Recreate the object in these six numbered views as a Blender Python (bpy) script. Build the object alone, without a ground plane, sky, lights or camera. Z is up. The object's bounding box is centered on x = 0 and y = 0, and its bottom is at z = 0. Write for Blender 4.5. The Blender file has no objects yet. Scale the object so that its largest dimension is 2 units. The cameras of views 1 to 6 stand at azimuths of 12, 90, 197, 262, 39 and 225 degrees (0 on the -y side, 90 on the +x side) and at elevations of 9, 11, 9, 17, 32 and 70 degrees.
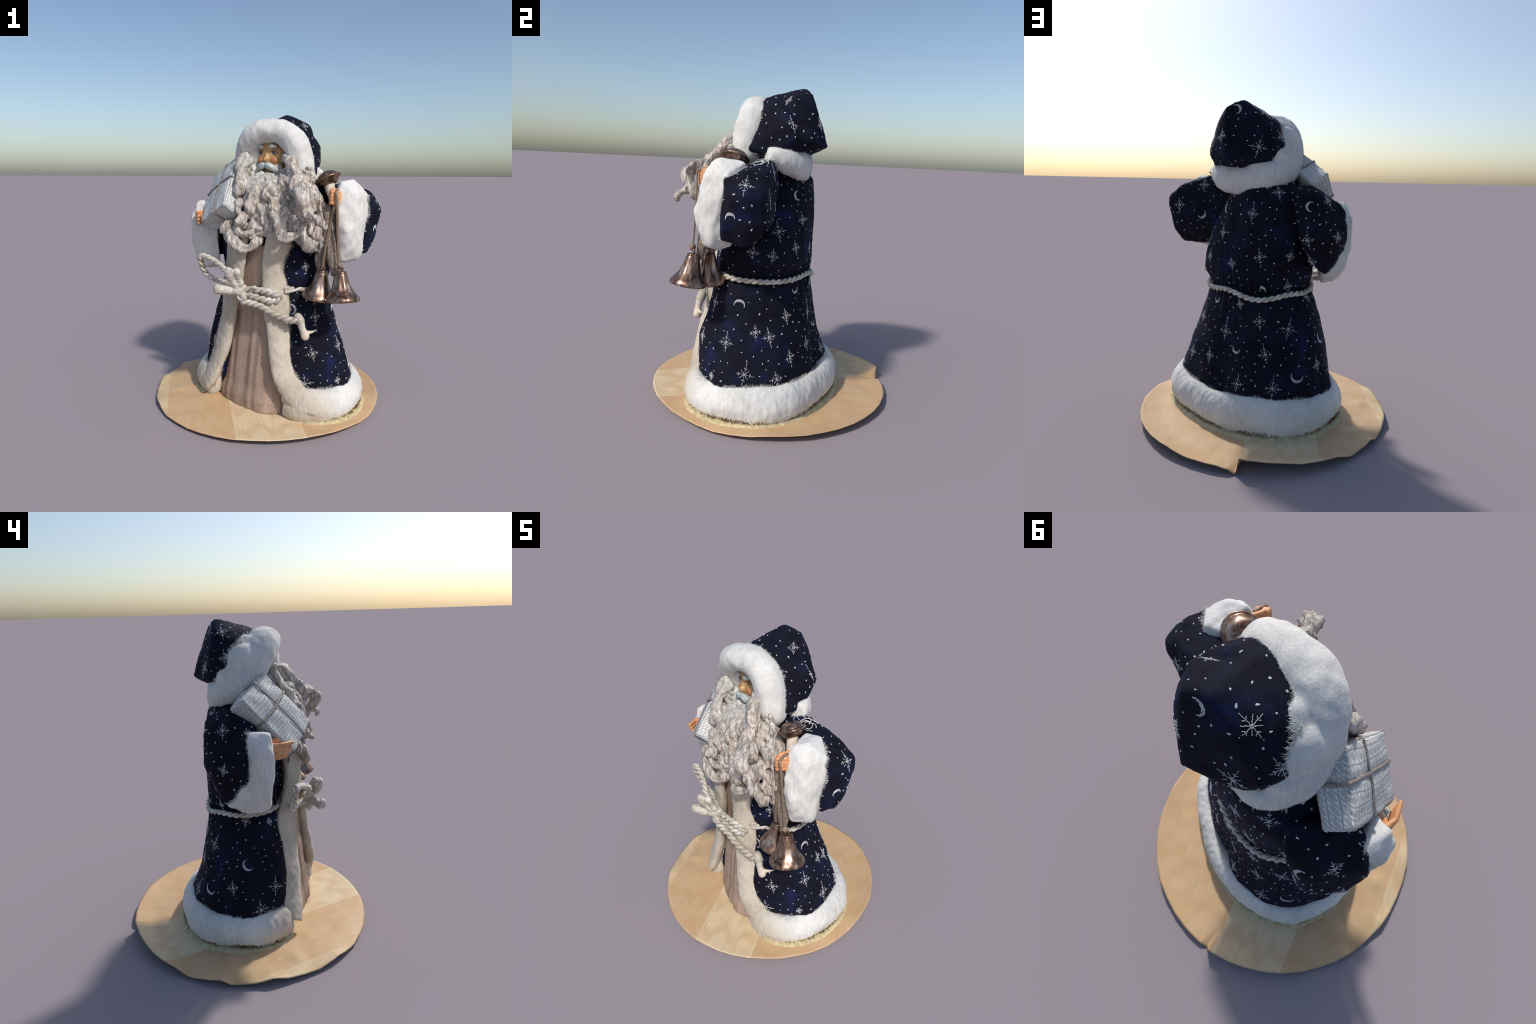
import bpy, bmesh, math, random
from mathutils import Vector, Matrix, noise
from mathutils.bvhtree import BVHTree

RNG = random.Random(7)
V = Vector
scene = bpy.context.scene
coll = scene.collection

# ------------------------------------------------------------------ helpers
def mesh_obj(name, verts, faces, mat=None, parent=None, smooth=True):
    me = bpy.data.meshes.new(name)
    me.from_pydata([tuple(v) for v in verts], [], faces)
    me.validate()
    bm = bmesh.new(); bm.from_mesh(me)
    bmesh.ops.recalc_face_normals(bm, faces=bm.faces)
    bm.to_mesh(me); bm.free()
    return wrap(name, me, mat, parent, smooth)

def wrap(name, me, mat=None, parent=None, smooth=True):
    ob = bpy.data.objects.new(name, me)
    coll.objects.link(ob)
    if mat: me.materials.clear(); me.materials.append(mat)
    if parent: ob.parent = parent
    for p in me.polygons: p.use_smooth = smooth
    return ob

def catmull(pts, n, closed=False):
    """n samples of a centripetal-ish Catmull-Rom curve through tuples of any length"""
    P = [tuple(p) for p in pts]; m = len(P); out = []
    segs = m if closed else m - 1
    for k in range(n):
        t = k / (n if closed else n - 1) * segs
        i = min(int(t), segs - 1); f = t - i
        def g(j): return P[j % m] if closed else P[max(0, min(m - 1, j))]
        a, b, c, d = g(i - 1), g(i), g(i + 1), g(i + 2)
        out.append(tuple(0.5 * ((2 * q) + (-p + r) * f + (2 * p - 5 * q + 4 * r - s) * f * f
                   + (-p + 3 * q - 3 * r + s) * f ** 3) for p, q, r, s in zip(a, b, c, d)))
    return out

def frames(path, closed=False, up=None):
    """tangent, side, up for every path point; parallel transport or a fixed up reference"""
    n = len(path); T = []
    for i in range(n):
        a = path[(i - 1) % n] if closed or i > 0 else path[0]
        b = path[(i + 1) % n] if closed or i < n - 1 else path[-1]
        d = V(b) - V(a)
        T.append(d.normalized() if d.length > 1e-9 else (T[-1] if T else V((0, 0, 1))))
    out = []; u = None
    for i, t in enumerate(T):
        ref = up(i) if callable(up) else (V(up) if up else None)
        if ref is not None: u = ref - t * ref.dot(t)
        elif u is None:
            r = V((0, 0, 1)) if abs(t.z) < .9 else V((0, 1, 0)); u = r - t * r.dot(t)
        else: u = u - t * u.dot(t)
        if u.length < 1e-6: u = t.orthogonal()
        u = u.normalized(); out.append((t, t.cross(u), u))
    return out

def tube_data(path, rad, seg=16, closed=False, up=None, shape=None, cap=True):
    """sweep; rad(i,t)->(side half width, up half width); shape(i,t,a)->radius factor"""
    path = [V(p) for p in path]; n = len(path); fr = frames(path, closed, up); vs = []; fs = []
    for i, p in enumerate(path):
        t = i / max(1, n - 1); ra, rb = rad(i, t)
        for k in range(seg):
            a = 2 * math.pi * k / seg; f = shape(i, t, a) if shape else 1
            vs.append(p + fr[i][1] * (ra * f * math.cos(a)) + fr[i][2] * (rb * f * math.sin(a)))
    for i in range(n if closed else n - 1):
        j = (i + 1) % n
        for k in range(seg):
            l = (k + 1) % seg
            fs.append((i * seg + k, i * seg + l, j * seg + l, j * seg + k))
    if cap and not closed:
        vs.append(path[0]); c0 = len(vs) - 1; vs.append(path[-1]); c1 = len(vs) - 1
        for k in range(seg):
            l = (k + 1) % seg
            fs.append((c0, l, k)); fs.append((c1, (n - 1) * seg + k, (n - 1) * seg + l))
    return vs, fs

def tube(name, path, rad, mat, parent, **kw):
    vs, fs = tube_data(path, rad, **kw)
    return mesh_obj(name, vs, fs, mat, parent)

def ellipsoid_data(c, r, rot=None, nu=28, nv=16):
    M = rot or Matrix.Identity(3); vs = []; fs = []; c = V(c)
    for j in range(nv + 1):
        th = math.pi * j / nv
        for i in range(nu):
            ph = 2 * math.pi * i / nu
            vs.append(c + M @ V((r[0] * math.sin(th) * math.cos(ph), r[1] * math.sin(th) * math.sin(ph), r[2] * math.cos(th))))
    for j in range(nv):
        for i in range(nu):
            k = (i + 1) % nu
            fs.append((j * nu + i, j * nu + k, (j + 1) * nu + k, (j + 1) * nu + i))
    return vs, fs

def capsule_data(a, b, ra, rb, seg=14):
    a, b = V(a), V(b); d = (b - a).normalized(); pts = []; rr = []
    for k in range(6):
        s = math.pi / 2 * k / 6; pts.append(a - d * ra * math.cos(s)); rr.append(max(1e-4, ra * math.sin(s)))
    for k in range(7):
        f = k / 6; pts.append(a.lerp(b, f)); rr.append(ra + (rb - ra) * f)
    for k in range(1, 7):
        s = math.pi / 2 * k / 6; pts.append(b + d * rb * math.sin(s)); rr.append(max(1e-4, rb * math.cos(s)))
    return tube_data(pts, lambda i, t: (rr[i], rr[i]), seg=seg)

def hull_data(pts):
    bm = bmesh.new()
    for p in pts: bm.verts.new(p)
    r = bmesh.ops.convex_hull(bm, input=bm.verts)
    junk = [e for e in r['geom_interior'] + r['geom_unused'] if isinstance(e, bmesh.types.BMVert)]
    bmesh.ops.delete(bm, geom=list(set(junk)), context='VERTS')
    bm.verts.index_update()
    vs = [v.co.copy() for v in bm.verts]; fs = [tuple(v.index for v in f.verts) for f in bm.faces]
    bm.free(); return vs, fs

def fuse(name, parts, voxel, smooth, mat, parent, factor=.5):
    """union of closed pieces: voxel remesh, then smooth"""
    vs = []; fs = []
    for v, f in parts:
        o = len(vs); vs += list(v); fs += [tuple(i + o for i in q) for q in f]
    ob = mesh_obj(name + '_raw', vs, fs)
    m = ob.modifiers.new('r', 'REMESH'); m.mode = 'VOXEL'; m.voxel_size = voxel
    if smooth:
        s = ob.modifiers.new('s', 'SMOOTH'); s.factor = factor; s.iterations = smooth
    dg = bpy.context.evaluated_depsgraph_get(); dg.update()
    me = bpy.data.meshes.new_from_object(ob.evaluated_get(dg))
    raw = ob.data; bpy.data.objects.remove(ob); bpy.data.meshes.remove(raw)
    me.name = name
    return wrap(name, me, mat, parent)

def displace(ob, fn):
    me = ob.data; ns = [v.normal.copy() for v in me.vertices]
    for v, n in zip(me.vertices, ns):
        d = fn(v.co, n)
        v.co = v.co + (d if isinstance(d, Vector) else n * d)
    me.update()

def fbm(p, s, oct=3):
    return noise.fractal(V(p) * s, 1.0, 2.0, oct)

def bump(x, c, w):
    return math.exp(-((x - c) / w) ** 2)

def interp(tab, z):
    if z <= tab[0][0]: return tab[0][1:]
    for a, b in zip(tab, tab[1:]):
        if z <= b[0]:
            f = (z - a[0]) / (b[0] - a[0]); f = f * f * (3 - 2 * f) * .4 + f * .6
            return tuple(p + (q - p) * f for p, q in zip(a[1:], b[1:]))
    return tab[-1][1:]

# ------------------------------------------------------------------ materials
class Mat:
    def __init__(s, name, **k):
        s.m = bpy.data.materials.new(name); s.m.use_nodes = True
        s.nt = s.m.node_tree; s.b = s.nt.nodes['Principled BSDF']
        for a, v in k.items(): s.b.inputs[a.replace('_', ' ')].default_value = v
        s._co = None
    def n(s, t, **k):
        o = s.nt.nodes.new(t)
        for a, v in k.items():
            if a in o.inputs: o.inputs[a].default_value = v
            else: setattr(o, a, v)
        return o
    def l(s, a, b): s.nt.links.new(a, b)
    def coord(s, scale=(1, 1, 1), rot=(0, 0, 0), loc=(0, 0, 0)):
        if not s._co: s._co = s.n('ShaderNodeTexCoord')
        m = s.n('ShaderNodeMapping'); m.inputs['Scale'].default_value = scale
        m.inputs['Rotation'].default_value = rot; m.inputs['Location'].default_value = loc
        s.l(s._co.outputs['Object'], m.inputs['Vector']); return m.outputs[0]
    def noise(s, scale, detail=4, co=None, rough=.5, dist=0):
        o = s.n('ShaderNodeTexNoise', Scale=scale, Detail=detail, Roughness=rough, Distortion=dist)
        s.l(co or s.coord(), o.inputs['Vector']); return o.outputs['Fac']
    def ramp(s, fac, stops):
        o = s.n('ShaderNodeValToRGB'); e = o.color_ramp.elements
        while len(e) < len(stops): e.new(.5)
        for q, (p, c) in zip(e, stops):
            q.position = p; q.color = (c if isinstance(c, tuple) else (c,) * 3) + (1,)
        s.l(fac, o.inputs[0]); return o.outputs[0]
    def mix(s, fac, a, b, mode='MIX'):
        o = s.n('ShaderNodeMix', data_type='RGBA', blend_type=mode)
        for sock, val in ((o.inputs[0], fac), (o.inputs[6], a), (o.inputs[7], b)):
            if isinstance(val, (int, float)): sock.default_value = val
            elif isinstance(val, tuple): sock.default_value = val + (1,)
            else: s.l(val, sock)
        return o.outputs[2]
    def math(s, op, a, b=None, c=None):
        o = s.n('ShaderNodeMath', operation=op)
        for i, v in enumerate((a, b, c)):
            if v is None: continue
            if isinstance(v, (int, float)): o.inputs[i].default_value = v
            else: s.l(v, o.inputs[i])
        return o.outputs[0]
    def color(s, c): s.l(c, s.b.inputs['Base Color'])
    def bump(s, h, strength=.3, dist=.01):
        o = s.n('ShaderNodeBump', Strength=strength, Distance=dist)
        s.l(h, o.inputs['Height']); s.l(o.outputs[0], s.b.inputs['Normal'])

def velvet():
    M = Mat('navy_velvet', Roughness=.85)
    M.b.inputs['Specular IOR Level'].default_value = .15
    M.b.inputs['Sheen Weight'].default_value = .04
    M.b.inputs['Sheen Tint'].default_value = (.12, .2, .9, 1)
    M.b.inputs['Sheen Roughness'].default_value = .35
    a = M.noise(7, 5, rough=.65); f = M.noise(160, 3)
    c = M.ramp(a, [(.40, (.004, .0042, .008)), (.56, (.0055, .007, .017)), (.72, (.008, .014, .06))])  # bluest stop paints the sunlit sheen into the cloth as noise patches
    c = M.mix(M.ramp(f, [(.45, 0.), (.75, .5)]), c, (.008, .010, .028))
    M.color(c); M.bump(f, .35, .004); return M.m

def fur(name, lo, hi, tip, streak=(60, 60, 9), bounce_tint=None):
    M = Mat(name, Roughness=.9)
    M.b.inputs['Specular IOR Level'].default_value = .12
    M.b.inputs['Sheen Weight'].default_value = .1
    st = M.noise(1.6, 6, M.coord(streak), .65, .9); big = M.noise(5, 3); fine = M.noise(90, 4, M.coord((1, 1, .35)), .6, .5)
    c = M.ramp(big, [(.38, lo), (.60, hi)])
    c = M.mix(M.ramp(st, [(.48, 0.), (.66, .6)]), c, tip)
    c = M.mix(M.ramp(st, [(.30, .35), (.46, 0.)]), c, tuple(x * .72 for x in lo))
    if bounce_tint:
        d = M.n('ShaderNodeVectorMath', operation='DOT_PRODUCT'); M.l(M.coord(), d.inputs[0]); d.inputs[1].default_value = (-.38, -.92, 0)
        f = M.math('ADD', d.outputs['Value'], M.math('MULTIPLY', M.math('SUBTRACT', big, .5), .15))
        c = M.mix(M.ramp(f, [(.20, 0.), (.34, 1.)]), c, M.mix(M.ramp(st, [(.35, 0.), (.7, 1.)]), bounce_tint, tuple(x * 1.15 for x in bounce_tint)))  # front of the hem tinted warm, blending in light reflected from the base
    M.color(c)
    M.bump(M.math('ADD', M.math('MULTIPLY', st, .8), M.math('MULTIPLY', fine, .5)), .38, .009)
    return M.m

def wood():
    M = Mat('pale_wood', Roughness=.55)
    M.b.inputs['Specular IOR Level'].default_value = .3
    co = M.coord((1, 1, 1), (0, 0, math.radians(-110)))   # x runs along the planks, y across
    sep = M.n('ShaderNodeSeparateXYZ'); M.l(co, sep.inputs[0])
    plank = M.math('FLOOR', M.math('MULTIPLY_ADD', sep.outputs['Y'], 1 / .42, .2857))
    wn = M.n('ShaderNodeTexWhiteNoise', noise_dimensions='1D'); M.l(plank, wn.inputs['W'])
    tone = M.ramp(wn.outputs['Value'], [(0., (.56, .37, .205)), (.3, (.60, .41, .235)), (.55, (.69, .54, .345)), (1., (.61, .455, .27))])
    off = M.math('MULTIPLY', plank, 7.3)
    comb = M.n('ShaderNodeCombineXYZ'); M.l(M.math('ADD', sep.outputs['X'], off), comb.inputs[0]); M.l(sep.outputs['Y'], comb.inputs[1])
    mp = M.n('ShaderNodeMapping'); mp.inputs['Scale'].default_value = (.8, 6, 1); M.l(comb.outputs[0], mp.inputs[0])
    wv = M.n('ShaderNodeTexWave', Scale=1.5, Distortion=5, Detail=3); wv.inputs['Detail Scale'].default_value = 1.2
    M.l(mp.outputs[0], wv.inputs['Vector'])
    mp2 = M.n('ShaderNodeMapping'); mp2.inputs['Scale'].default_value = (3, 70, 1); M.l(comb.outputs[0], mp2.inputs[0])
    g = M.noise(1, 5, mp2.outputs[0])
    c = M.mix(M.ramp(wv.outputs['Fac'], [(.5, 0.), (1., .38)]), tone, (.52, .31, .15))
    c = M.mix(M.ramp(g, [(.4, 0.), (.75, .35)]), c, (.47, .29, .14))
    blot = M.noise(3.2, 3)
    c = M.mix(M.ramp(blot, [(.55, 0.), (.75, .35)]), c, (.42, .33, .16))
    M.color(c); M.bump(g, .12, .003); return M.m

def robe():
    M = Mat('brown_tweed', Roughness=.9)
    M.b.inputs['Specular IOR Level'].default_value = .15
    weave = M.noise(260, 2); rib = M.noise(1, 3, M.coord((220, 220, 90))); st = M.noise(1.2, 3, M.coord((16, 16, 1.2)))
    c = M.ramp(st, [(.35, (.27, .18, .135)), (.65, (.42, .30, .23))])
    c = M.mix(M.ramp(weave, [(.42, 0.), (.6, .7)]), c, (.52, .40, .32))
    c = M.mix(M.ramp(rib, [(.5, 0.), (.68, .55)]), c, (.16, .10, .08))
    M.color(c); M.bump(weave, .5, .004); return M.m

def beard_mat():
    M = Mat('beard_hair', Roughness=.42)
    M.b.inputs['Specular IOR Level'].default_value = .4
    st = M.noise(1, 6, M.coord((40, 40, 9)), .65, 1.6); big = M.noise(7, 4, None, .6)
    c = M.ramp(big, [(.36, (.29, .265, .23)), (.48, (.42, .37, .32)), (.56, (.49, .40, .325)), (.66, (.38, .38, .35))])
    c = M.mix(M.ramp(st, [(.48, 0.), (.60, .85)]), c, (.72, .65, .60))  # bright glints painted on strands; next line darkens the shadowed crevices
    c = M.mix(M.ramp(st, [(.36, .9), (.47, 0.)]), c, (.19, .155, .125))
    d = M.n('ShaderNodeVectorMath', operation='DISTANCE'); M.l(M.coord(), d.inputs[0]); d.inputs[1].default_value = (.04, -.2, 1.66)
    f = M.math('ADD', d.outputs['Value'], M.math('MULTIPLY', M.math('SUBTRACT', big, .5), .18))
    c = M.mix(M.ramp(f, [(.10, .75), (.22, 0.)]), c, M.mix(M.ramp(st, [(.35, 0.), (.65, 1.)]), (.47, .47, .43), (.66, .66, .62)))
    M.color(c); M.bump(st, .8, .010); return M.m

def skin(name, base, dark):
    M = Mat(name, Roughness=.45)
    a = M.noise(24, 4)
    M.color(M.ramp(a, [(.35, dark), (.65, base)])); return M.m

def face_mat():
    M = Mat('painted_face', Roughness=.4)
    g = M.n('ShaderNodeNewGeometry')
    def spot(c, r, soft=.5):
        d = M.n('ShaderNodeVectorMath', operation='DISTANCE')
        M.l(M.coord(), d.inputs[0]); d.inputs[1].default_value = c
        return M.ramp(M.math('DIVIDE', d.outputs['Value'], r), [(1 - soft, 1.), (1., 0.)])
    a = M.noise(30, 4)
    c = M.ramp(a, [(.35, (.42, .245, .09)), (.65, (.55, .34, .14))])
    blush = M.mix(.5, M.noise(60, 3), (.5, .5, .5))
    for p, r in (((.078, -.207, 1.678), .045), ((-.035, -.168, 1.68), .04)):
        c = M.mix(M.math('MULTIPLY', spot(p, r, .8), .85), c, (.46, .11, .04))
    c = M.mix(M.math('MULTIPLY', spot((.026, -.2, 1.606), .02, .6), .9), c, (.3, .06, .04))
    M.color(c); return M.m

def metal():
    M = Mat('bronze', Metallic=.85, Roughness=.28)
    a = M.noise(22, 4, M.coord((1, 1, .18)), .6, .8); f = M.noise(40, 3)
    c = M.ramp(a, [(.32, (.06, .03, .02)), (.5, (.24, .15, .11)), (.68, (.50, .39, .32))])  # dark and bright vertical streaks are reflections drawn into the metal colour
    M.color(c)
    r = M.ramp(f, [(.3, .22), (.7, .42)]); M.l(r, M.b.inputs['Roughness'])
    return M.m

def rope_mat():
    M = Mat('silver_cord', Roughness=.5)
    a = M.noise(60, 4); b = M.noise(14, 2)
    c = M.ramp(b, [(.35, (.40, .35, .28)), (.65, (.60, .57, .51))])
    c = M.mix(M.ramp(a, [(.62, 0.), (.7, .75)]), c, (.12, .09, .07))
    M.color(c); M.bump(a, .3, .003); return M.m

def plain(name, col, rough=.5, metallic=0., var=.25, scale=30):
    M = Mat(name, Roughness=rough, Metallic=metallic)
    a = M.noise(scale, 4)
    M.color(M.ramp(a, [(.3, tuple(x * (1 - var) for x in col)), (.7, tuple(min(1, x * (1 + var)) for x in col))]))
    return M.m

VELVET = velvet()
FUR = fur('white_fur', (.56, .55, .52), (.68, .67, .64), (.76, .75, .73))
TRIMFUR = fur('cream_fur', (.42, .365, .29), (.54, .475, .39), (.62, .56, .48), (50, 50, 16))  # white fur coloured warmer and darker for the glow off the wood
HEMFUR = fur('hem_fur', (.56, .55, .52), (.68, .67, .64), (.76, .75, .73), (60, 60, 9), (.52, .455, .375))
WOOD = wood(); ROBE = robe(); BEARD = beard_mat(); FACE = face_mat(); METAL = metal(); ROPE = rope_mat()
SKIN = skin('painted_skin', (.72, .36, .16), (.56, .24, .10))
PALE = plain('painted_white_hair', (.40, .45, .43), .4, 0, .12, 60)
GLIT = plain('silver_glitter', (.58, .57, .58), .5, .0, .4, 220)
RIBBON = plain('grey_ribbon', (.26, .22, .20), .5, 0, .5, 140)
CORD = plain('gold_cord', (.22, .16, .11), .5, .2, .5, 160)
EYE = plain('eye_blue', (.02, .05, .13), .15, 0, .3, 80)
EYEW = plain('eye_white', (.30, .27, .20), .3, 0, .2, 80)
LID = plain('painted_lid', (.24, .12, .045), .5, 0, .3, 60)
SOIL = plain('felt_edge', (.22, .12, .05), .9, 0, .5, 40)
HORN = plain('cream_tassel', (.62, .52, .42), .6, 0, .2, 40)

# ------------------------------------------------------------------ root
root = bpy.data.objects.new('santa_figurine', None); coll.objects.link(root)
root['label'] = 'bearded winter Santa figurine in starry navy coat on wooden disc'
root['category'] = 'figurine'

# ------------------------------------------------------------------ base plate
EDGE_Z = [(0, .048), (18, .05), (32, .05), (48, .052), (66, .055), (76, .042), (90, .04), (95, .03), (98.2, .004), (99.6, .10), (103, .096), (111, .082), (117, .074), (123, .06), (131, .055),
          (139, .05), (146, .02), (154, .032), (160, .045), (165, .022), (175, .03), (182, .05), (190, .03), (202, .022), (214, .04), (224, .022), (243, .022), (260, .03),
          (281, .04), (301, .045), (313, .042), (328, .032), (337, .024), (350, .032), (360, .048)]
def build_plate():
    R = .808; nr, na = 60, 720; vs = []; fs = []
    def edge(a):
        k = a / (2 * math.pi) * 46; i = math.floor(k); f = k - i      # straight facets, as a thin sheet cut by hand
        q = [R + .006 * noise.noise((math.cos(t) * 5, math.sin(t) * 5, 3.1)) + .003 * noise.noise((i2 * 1.7, 0, 0)) for i2 in (i, i + 1) for t in [(i2 % 46) / 46 * 2 * math.pi]]
        c = math.cos(math.pi / 46); g = math.cos((f - .5) * 2 * math.pi / 46)
        return (q[0] + (q[1] - q[0]) * f) * c / g
    def top(r, a):
        x, y = r * math.cos(a), r * math.sin(a); e = r / R
        ez = max(.003, interp(EDGE_Z, math.degrees(a) % 360)[0] - .001)
        w = max(0, min(1, (e - .80) / .20)); w = w * w
        z = .035 - .010 * max(0, min(1, (y + .1) / .5)) + .004 * noise.noise((x * 3, y * 3, 1.)) + .003 * noise.noise((x * 11, y * 11, 4.))
        lump = .010 * bump(x, -.62, .06) * bump(y, -.2, .05) + .012 * bump(x, -.66, .05) * bump(y, .2, .05) - .010 * bump(x, -.6, .05) * bump(y, .12, .04)
        return z + lump + (ez - z) * w
    for side in (0, 1):
        for j in range(nr + 1):
            for i in range(na):
                a = 2 * math.pi * i / na; r = edge(a) * (j / nr)
                z = top(r, a)
                if side: z -= .004; r *= .9985
                vs.append((r * math.cos(a), r * math.sin(a), max(0., z)))
    per = (nr + 1) * na
    for side in (0, 1):
        for j in range(nr):
            for i in range(na):
                k = (i + 1) % na; o = side * per
                fs.append((o + j * na + i, o + j * na + k, o + (j + 1) * na + k, o + (j + 1) * na + i))
    for i in range(na):
        k = (i + 1) % na
        fs.append((nr * na + i, nr * na + k, per + nr * na + k, per + nr * na + i))
    return mesh_obj('wooden_base', vs, fs, WOOD, root)
plate = build_plate()

# ------------------------------------------------------------------ coat body
ANG = [0, 30, 60, 90, 120, 150, 180, 210, 240, 270, 300, 330, 360]
# z, radius of the cross-section in the directions ANG (0 = +x, 90 = +y)
COAT = [
 (.06, .59, .445, .365, .40, .43, .45, .46, .39, .26, .24, .44, .63),
 (.22, .605, .44, .358, .39, .435, .455, .46, .405, .27, .25, .53, .655),
 (.45, .527, .39, .306, .31, .355, .41, .41, .39, .26, .25, .535, .602),
 (.62, .457, .34, .278, .275, .315, .36, .365, .355, .24, .23, .475, .555),
 (.75, .405, .30, .258, .255, .285, .315, .325, .32, .23, .22, .44, .525),
 (.82, .385, .295, .255, .242, .258, .278, .285, .295, .22, .21, .425, .49),
 (.86, .385, .305, .252, .24, .255, .272, .275, .285, .22, .21, .42, .48),
 (.95, .43, .33, .258, .25, .268, .29, .30, .30, .27, .28, .43, .495),
 (1.03, .42, .33, .26, .25, .278, .30, .31, .30, .27, .28, .42, .485),
 (1.2, .37, .29, .252, .25, .285, .31, .32, .30, .27, .28, .40, .44),
 (1.35, .30, .25, .235, .245, .28, .31, .32, .28, .24, .24, .33, .35),
 (1.45, .24, .22, .21, .225, .25, .27, .27, .23, .20, .20, .26, .28),
 (1.55, .17, .17, .17, .17, .18, .18, .18, .16, .14, .14, .18, .19)]

def coat_radius(phi, z):
    h = interp(COAT, z); d = (math.degrees(phi) % 360) / 30; i = int(d) % 12; f = d - int(d)
    a, b, c, e = (h[(i + k) % 12] for k in (-1, 0, 1, 2))
    return .5 * (2 * b + (c - a) * f + (2 * a - 5 * b + 4 * c - e) * f * f + (3 * b - a - 3 * c + e) * f ** 3)

def build_coat():
    nz, na = 180, 320; vs = []; fs = []
    for j in range(nz + 1):
        z = .06 + (1.55 - .06) * j / nz
        for i in range(na):
            a = 2 * math.pi * i / na; r = coat_radius(a, z)
            low = max(0, min(1, (.85 - z) / .6))
            # soft vertical folds under the belt, gathers just above and below it
            r += low * .010 * math.sin(a * 9 + 1.3 * math.sin(a * 2) + z) * (.5 + .5 * noise.noise((a, 0, 2)))
            r += .006 * math.sin(a * 31 + 3 * noise.noise((a * 2, z, 0))) * bump(z, .85, .09)
            r += .008 * noise.noise((math.cos(a) * 3, math.sin(a) * 3, z * 4)) + .004 * noise.noise((math.cos(a) * 9, math.sin(a) * 9, z * 9))
            r -= .012 * bump(z, .845, .022)
            vs.append((r * math.cos(a), r * math.sin(a), z))
    for j in range(nz):
        for i in range(na):
            k = (i + 1) % na
            fs.append((j * na + i, j * na + k, (j + 1) * na + k, (j + 1) * na + i))
    vs.append((0, 0, .06)); vs.append((0, 0, 1.56)); c0 = len(vs) - 2
    for i in range(na):
        k = (i + 1) % na
        fs.append((c0, k, i)); fs.append((c0 + 1, nz * na + i, nz * na + k))
    return mesh_obj('coat', vs, fs, VELVET, root)
coat = build_coat()

# ------------------------------------------------------------------ inner robe
def build_robe():
    nz, na = 110, 200; vs = []; fs = []
    # z, half width along the front, depth towards the front (the front looks to azimuth -22 degrees)
    tab = [(.035, .34, .345), (.10, .34, .345), (.20, .335, .32), (.42, .315, .294), (.6, .295, .268), (.8, .27, .256), (1.2, .25, .255)]
    ex = V((.84, -.54, 0)); en = V((-.54, -.84, 0))
    for j in range(nz + 1):
        z = .035 + 1.1 * j / nz; a_, b_ = interp(tab, z)
        for i in range(na):
            a = 2 * math.pi * i / na; c, s_ = math.cos(a), math.sin(a)
            q = .55 if c > 0 else .85; c = math.copysign(abs(c) ** q, c); s_ = math.copysign(abs(s_) ** q, s_)
            g = max(0, min(1, (1.0 - z) / .5))
            d = .0045 * g * math.sin(c * a_ * 62 + 1.2 * math.sin(z * 4) + 2.5 * noise.noise((c * 3, z * 1.5, 9)) + 1) + .008 * noise.noise((c * 4, s_ * 4, z * 3))
            p = V((.04, -.062, z)) + ex * (a_ * c) + en * ((b_ + d) * s_)
            vs.append(p)
    for j in range(nz):
        for i in range(na):
            k = (i + 1) % na
            fs.append((j * na + i, j * na + k, (j + 1) * na + k, (j + 1) * na + i))
    vs.append((0, -.1, .035)); vs.append((0, -.1, 1.14)); c0 = len(vs) - 2
    for i in range(na):
        k = (i + 1) % na
        fs.append((c0, k, i)); fs.append((c0 + 1, nz * na + i, nz * na + k))
    return mesh_obj('inner_robe', vs, fs, ROBE, root)
build_robe()

# ------------------------------------------------------------------ fur hem and front trims
def fur_noise(amp, s=14, stretch=.4):
    def f(co, n):
        p = V((co.x, co.y, co.z * stretch)); w = V(co) * s * .5
        return amp * (.9 * noise.noise(w) + .45 * noise.noise(p * s * 1.6 + w) + .12 * noise.noise(p * s * 4))
    return f

# azimuth (0 front, 90 = +x), outer radius at the ground
HEM = [(29, .575), (36, .655), (48, .715), (62, .728), (75, .715), (90, .682), (104, .618), (126, .515), (154, .465),
       (180, .468), (213, .51), (234, .535), (258, .528), (275, .52), (290, .50), (299, .46)]
def hem_point(az, r, z):
    a = math.radians(az); return (r * math.sin(a), -r * math.cos(a), z)
HEM_IN = .062
hem_path = [(.30, -.45, .15)] + [hem_point(a, r - HEM_IN, .128) for a, r in HEM] + [(-.36, -.225, .135)]
TRIM_L = [(.16, -.33, 1.36), (.15, -.365, 1.2), (.118, -.345, 1.03), (.125, -.362, .86), (.145, -.385, .7), (.168, -.415, .54),
          (.20, -.445, .38), (.245, -.465, .26), (.32, -.462, .165), (.42, -.45, .13)]
TRIM_R = [(-.145, -.265, 1.25), (-.15, -.288, 1.1), (-.17, -.275, .97), (-.19, -.254, .85), (-.207, -.236, .75), (-.23, -.232, .6), (-.265, -.23, .44), (-.308, -.23, .3),
          (-.345, -.23, .2), (-.385, -.21, .135)]

def strip(path, n, w, t, closed=False, outward=None):
    pts = catmull(path, n)
    return tube_data(pts, lambda i, q: (t(q), w(q)), seg=28, up=outward)

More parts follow.
